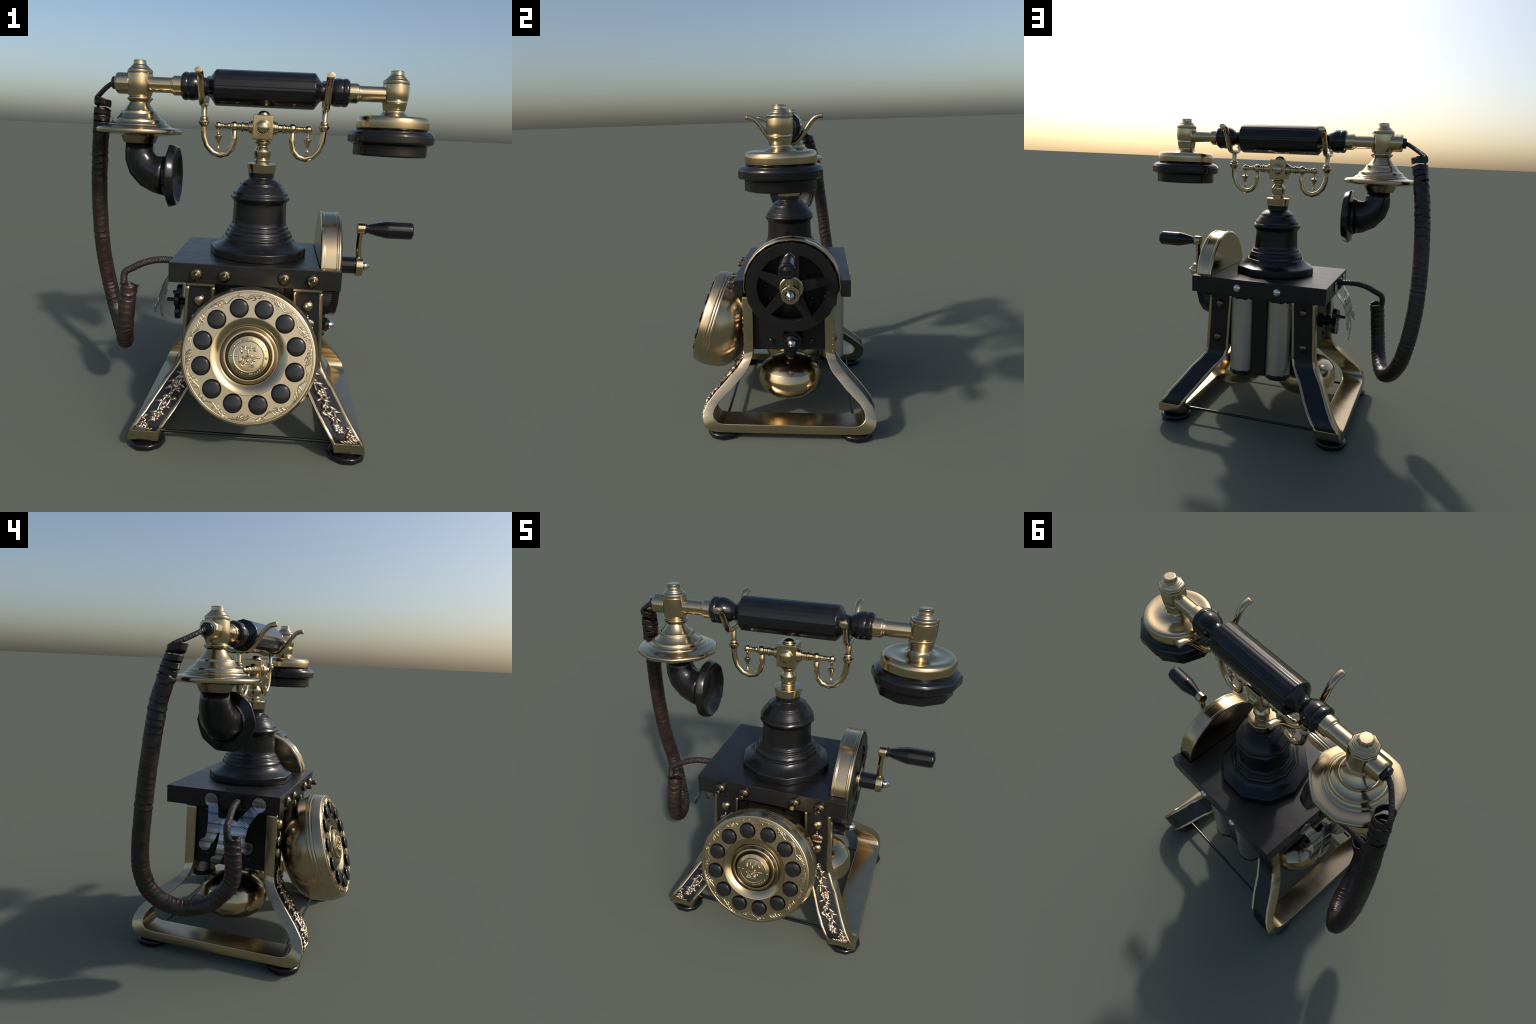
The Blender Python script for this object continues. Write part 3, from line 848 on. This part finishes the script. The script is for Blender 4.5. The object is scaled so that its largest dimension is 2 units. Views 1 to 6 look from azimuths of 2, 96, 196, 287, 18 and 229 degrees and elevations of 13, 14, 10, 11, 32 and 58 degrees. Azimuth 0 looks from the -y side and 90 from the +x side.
# small pinion below
GY, GZ = .100, .572
v, f = [], []
NT = 22
for x in (.404, .470):
    for k in range(NT * 2):
        a = math.pi * k / NT
        r = .066 if (k // 1) % 2 else .056
        v.append((x, GY + r * math.cos(a), GZ + r * math.sin(a)))
n2 = NT * 2
f = [tuple(range(n2)), tuple(range(n2, 2 * n2))] + [(k, (k + 1) % n2, n2 + (k + 1) % n2, n2 + k) for k in range(n2)]
gear = mesh("pinion_gear", v, f, GLOSS, phone, smooth=False, weighted=False)
lathe("gear_hub", [(0, .468), (.040, .468), (.040, .486), (.030, .490), (.030, .497), (0, .497)], 12, (0, GY, GZ), (1, 0, 0), BLACK, gear, .002)
lathe("gear_nut", [(0, .494), (.027, .494), (.027, .506), (.023, .516), (.014, .526), (.007, .531), (0, .532)], 10, (0, GY, GZ), (1, 0, 0), STEEL, gear, .002)

# ================= bell gongs
for x in (CX + .259, CX - .2585):
    g = lathe("bell_gong", [(0, .420), (.024, .419), (.028, .412), (.024, .404), (.030, .402), (.070, .399), (.115, .391), (.158, .373), (.190, .342), (.207, .303), (.2115, .268), (.206, .236), (.191, .206), (.168, .184), (.145, .172), (.115, .168), (.100, .172), (0, .175)],
              14, (x, CY, 0), (0, 0, 1), BRASS, phone, .002)
    lathe("gong_post", [(0, .415), (.030, .415), (.039, .425), (.039, .600), (0, .600)], 12, (x + (.02 if x > 0 else -.02), CY, 0), (0, 0, 1), BLACK, g, .002)

# ================= left side: hand wheel and bright bracket
kx, ky, kz = -.283, .071, .672
knob = lathe("knob_spindle", [(0, 0), (.050, 0), (.050, .022), (.036, .026), (.036, .040), (.044, .044), (.044, .060), (.030, .066), (.022, .070), (.022, .088), (.034, .090), (.034, .112), (0, .112)], 10, (kx, ky, kz), (-1, 0, 0), BLACK, phone, .002)
for k in range(4):
    a = math.radians(45 + 90 * k + 18)
    cy, cz = ky + .060 * math.cos(a), kz + .060 * math.sin(a)
    lathe("knob_lobe", [(0, .086), (.040, .086), (.043, .090), (.043, .112), (.039, .116), (0, .116)], 12, (kx, cy, cz), (-1, 0, 0), BLACK, knob, .002)
    if k in (0, 1):
        lathe("knob_pin", [(0, .11), (.011, .11), (.011, .138 + .02 * k), (.009, .141 + .02 * k), (0, .141 + .02 * k)], 8, (kx, ky + .052 * math.cos(a), kz + .052 * math.sin(a)), (-1, 0, 0), BLACK, knob, .001)

# thin curved silver bracket: two round lugs above, waisted straps, three hanging lobes below
def bracket_x(z):
    pts = [(.98, -.3885), (.91, -.3895), (.885, -.398), (.85, -.425), (.815, -.444), (.76, -.463), (.70, -.477), (.66, -.485), (.60, -.486), (.55, -.480)]
    for (z0, x0), (z1, x1) in zip(pts, pts[1:]):
        if z <= z0 and z >= z1: return x0 + (x1 - x0) * (z0 - z) / (z0 - z1)
    return pts[0][1] if z > .9 else pts[-1][1]
outline_parts = []
def capsule(path, widths):
    """outline of a strap of varying width along a (y, z) path"""
    P = spline([(y, z, 0) for y, z in path], 5)
    n = len(P); Lf, Rt = [], []
    for i, p in enumerate(P):
        t = (P[min(i + 1, n - 1)] - P[max(i - 1, 0)]).normalized(); m = Vector((-t.y, t.x, 0))
        f = i / (n - 1) * (len(widths) - 1); k = min(int(f), len(widths) - 2)
        w = widths[k] + (widths[k + 1] - widths[k]) * (f - k)
        Lf.append(p + m * w); Rt.append(p - m * w)
    return Lf, Rt
S = Stuff()
TH = .0035
def strip(path, widths, off=0.0):
    Lf, Rt = capsule(path, widths); n = len(Lf)
    v, f = [], []
    for a, b in zip(Lf, Rt):
        for p in (a, b):
            x = bracket_x(p.y) - off
            v += [(x, p.x, p.y), (x - TH, p.x, p.y)]
    for i in range(n - 1):
        q = i * 4; r = q + 4
        f += [(q, q + 2, r + 2, r), (q + 1, r + 1, r + 3, q + 3), (q, r, r + 1, q + 1), (q + 2, q + 3, r + 3, r + 2)]
    f += [(0, 1, 3, 2), (4 * n - 4, 4 * n - 2, 4 * n - 1, 4 * n - 3)]
    S.add((v, f))
def disc(y, z, r, off=0.0):
    n = 24; v, f = [], []
    for l in (0, TH):
        for rr in (1, .5):
            for k in range(n):
                a = 2 * math.pi * k / n; zz = z + rr * r * math.sin(a)
                v.append((bracket_x(zz) - off - l, y + rr * r * math.cos(a), zz))
        v.append((bracket_x(z) - off - l, y, z))
    m = 2 * n + 1
    for l in (0, 1):
        for k in range(n):
            j = (k + 1) % n; o = l * m
            f += [(o + k, o + j, o + n + j, o + n + k), (o + n + k, o + n + j, o + 2 * n)]
    for k in range(n):
        j = (k + 1) % n; f.append((k, j, m + j, m + k))
    S.add((v, f))
disc(.169, .925, .0405); disc(-.126, .925, .0425, .0004)
strip([(.157, .905), (.146, .868), (.133, .82), (.128, .77), (.135, .725), (.157, .69)], [.028, .030, .031, .033, .034, .030, .024], .0002)
strip([(-.108, .900), (-.080, .862), (-.052, .82), (-.040, .77), (-.044, .725), (-.066, .690)], [.028, .030, .034, .040, .040, .032, .024], .0005)
strip([(.120, .790), (.080, .795), (.035, .790), (-.010, .785), (-.05, .785)], [.050, .036, .050, .040, .050], .0008)
strip([(.040, .792), (.022, .853)], [.042, .002], .0011)
strip([(.045, .76), (.055, .70), (.070, .640), (.085, .585)], [.036, .030, .026, .018], .0006)
disc(.166, .680, .036, .0007); disc(-.090, .688, .036, .0009); disc(.098, .590, .028, .0009)
S.build("silver_bracket", SILVER, phone, smooth=False, weighted=False)

# ================= cord
SP = [(-.850, .178, 1.800), (-.859, .194, 1.748), (-.876, .222, 1.65), (-.897, .257, 1.513), (-.914, .285, 1.30), (-.919, .310, 1.11), (-.914, .333, .92), (-.899, .353, .774), (-.879, .361, .66), (-.855, .352, .564), (-.827, .325, .493), (-.788, .272, .430), (-.740, .186, .392), (-.705, .080, .404), (-.684, .003, .453), (-.667, -.058, .533), (-.659, -.076, .60), (-.650, -.068, .711), (-.641, -.056, .795)]
path = spline(SP, 30)
cum = [0]
for a, b in zip(path, path[1:]): cum.append(cum[-1] + (b - a).length)
TOT = cum[-1]
def at_len(d):
    import bisect
    i = max(0, min(len(cum) - 2, bisect.bisect_right(cum, d) - 1))
    f = (d - cum[i]) / (cum[i + 1] - cum[i])
    return path[i].lerp(path[i + 1], f)
def cord_tube(d0, d1, name, r0=.0475, ridged=True, thick=.006, parent=None, tilt=0.0, N=8, seed=0):
    """hollow leather sleeve between two arc lengths, wrapped in overlapping turns"""
    step = .0034
    M = max(2, int((d1 - d0) / step))
    q = random.Random(seed)
    u = None; v, f = [], []
    wob = [q.uniform(-1, 1) for _ in range(N)]
    NN = N * 3
    for i in range(M + 1):
        d = d0 + (d1 - d0) * i / M
        p = at_len(d); t = (at_len(min(TOT, d + .03)) - at_len(max(0, d - .03))).normalized()
        if u is None: u = Vector((0, 1, 0)); 
        u = (u - u.dot(t) * t).normalized(); w = t.cross(u)
        for k in range(NN):
            a = 2 * math.pi * k / NN
            # octagonal section with softly rounded corners
            g = (a % (2 * math.pi / N)) - math.pi / N
            poly = math.cos(math.pi / N) / math.cos(g)
            turn = .046 if d < .53 else (.040 if d < 1.05 else .032)
            ph = (d + .012 * math.sin(a + 1.3 * d) + .004 * math.sin(3 * a + 20 * d)) / turn
            ph += .30 * math.sin(17 * d) + .12 * math.sin(43 * d + 1)
            saw = (ph % 1.0)
            strong = 1.0 if (d < .53 or .71 < d < .85 or d > 1.13) else .35
            strong *= .70 + .45 * math.sin(9.3 * d + 2 * math.sin(31 * d))
            rid = (.0046 * (saw ** 1.6 - .42) if ridged else 0) * strong
            rid += (.0010 * math.sin(37 * d + 5 * a) + .0009 * math.sin(8 * a + 151 * d) * math.sin(61 * d)) * strong
            r = r0 * (.5 + .5 * poly) + rid
            e = 0
            if i in (0, M): e = 0.006 * math.sin(2 * a + seed) + .003 * wob[k // 3]
            v.append(p + u * (r * math.cos(a)) + w * (r * math.sin(a)) + t * (tilt * math.cos(a) * .02 + e))
    n = NN
    L = len(v)
    inner = []
    for i in (0, M):       # short inner wall so that the open ends show their thickness
        pass
    for i in range(M):
        for k in range(n):
            j = (k + 1) % n
            f.append((i * n + k, i * n + j, (i + 1) * n + j, (i + 1) * n + k))
    o = mesh(name, v, f, LEATHER, parent or phone, weighted=False)
    sd = o.modifiers.new("wall", 'SOLIDIFY'); sd.thickness = thick; sd.offset = -1
    return o
cord = cord_tube(.165, TOT, "cord_sleeve", seed=3)
for k, (a, b, tl) in enumerate(((.004, .040, 1.0), (.058, .087, .5), (.093, .124, .2), (.129, .160, .1))):
    cord_tube(a, b, "cord_wrap", r0=.0475, ridged=False, thick=.004, parent=cord, tilt=tl, seed=10 + k)
# thin bridges of wrapping that hold the loose turns together at the outer edge
back = [at_len(d) + Vector((-.034, .026, 0)) for d in (.0, .05, .10, .17)]
tube("wrap_strand", spline(back, 4), .010, 6, LEATHER, cord, flat=.4, side=(.6, .8, 0))
top = SP[0]
tube("braided_lead", spline([(-.748, .0755, 1.878), (-.772, .083, 1.872), (-.808, .104, 1.852), (-.848, .140, 1.826), (-.878, .172, 1.806), (-.892, .192, 1.790), (-.894, .200, 1.768)], 5), .0135, 8, BRAID, cord)
tube("braided_lead", spline([(-.384, .002, .930), (-.43, -.003, .934), (-.50, -.012, .932), (-.57, -.022, .914), (-.625, -.030, .886), (-.668, -.036, .862), (-.678, -.040, .826), (-.672, -.050, .785)], 3), .0195, 8, BRAID, cord)
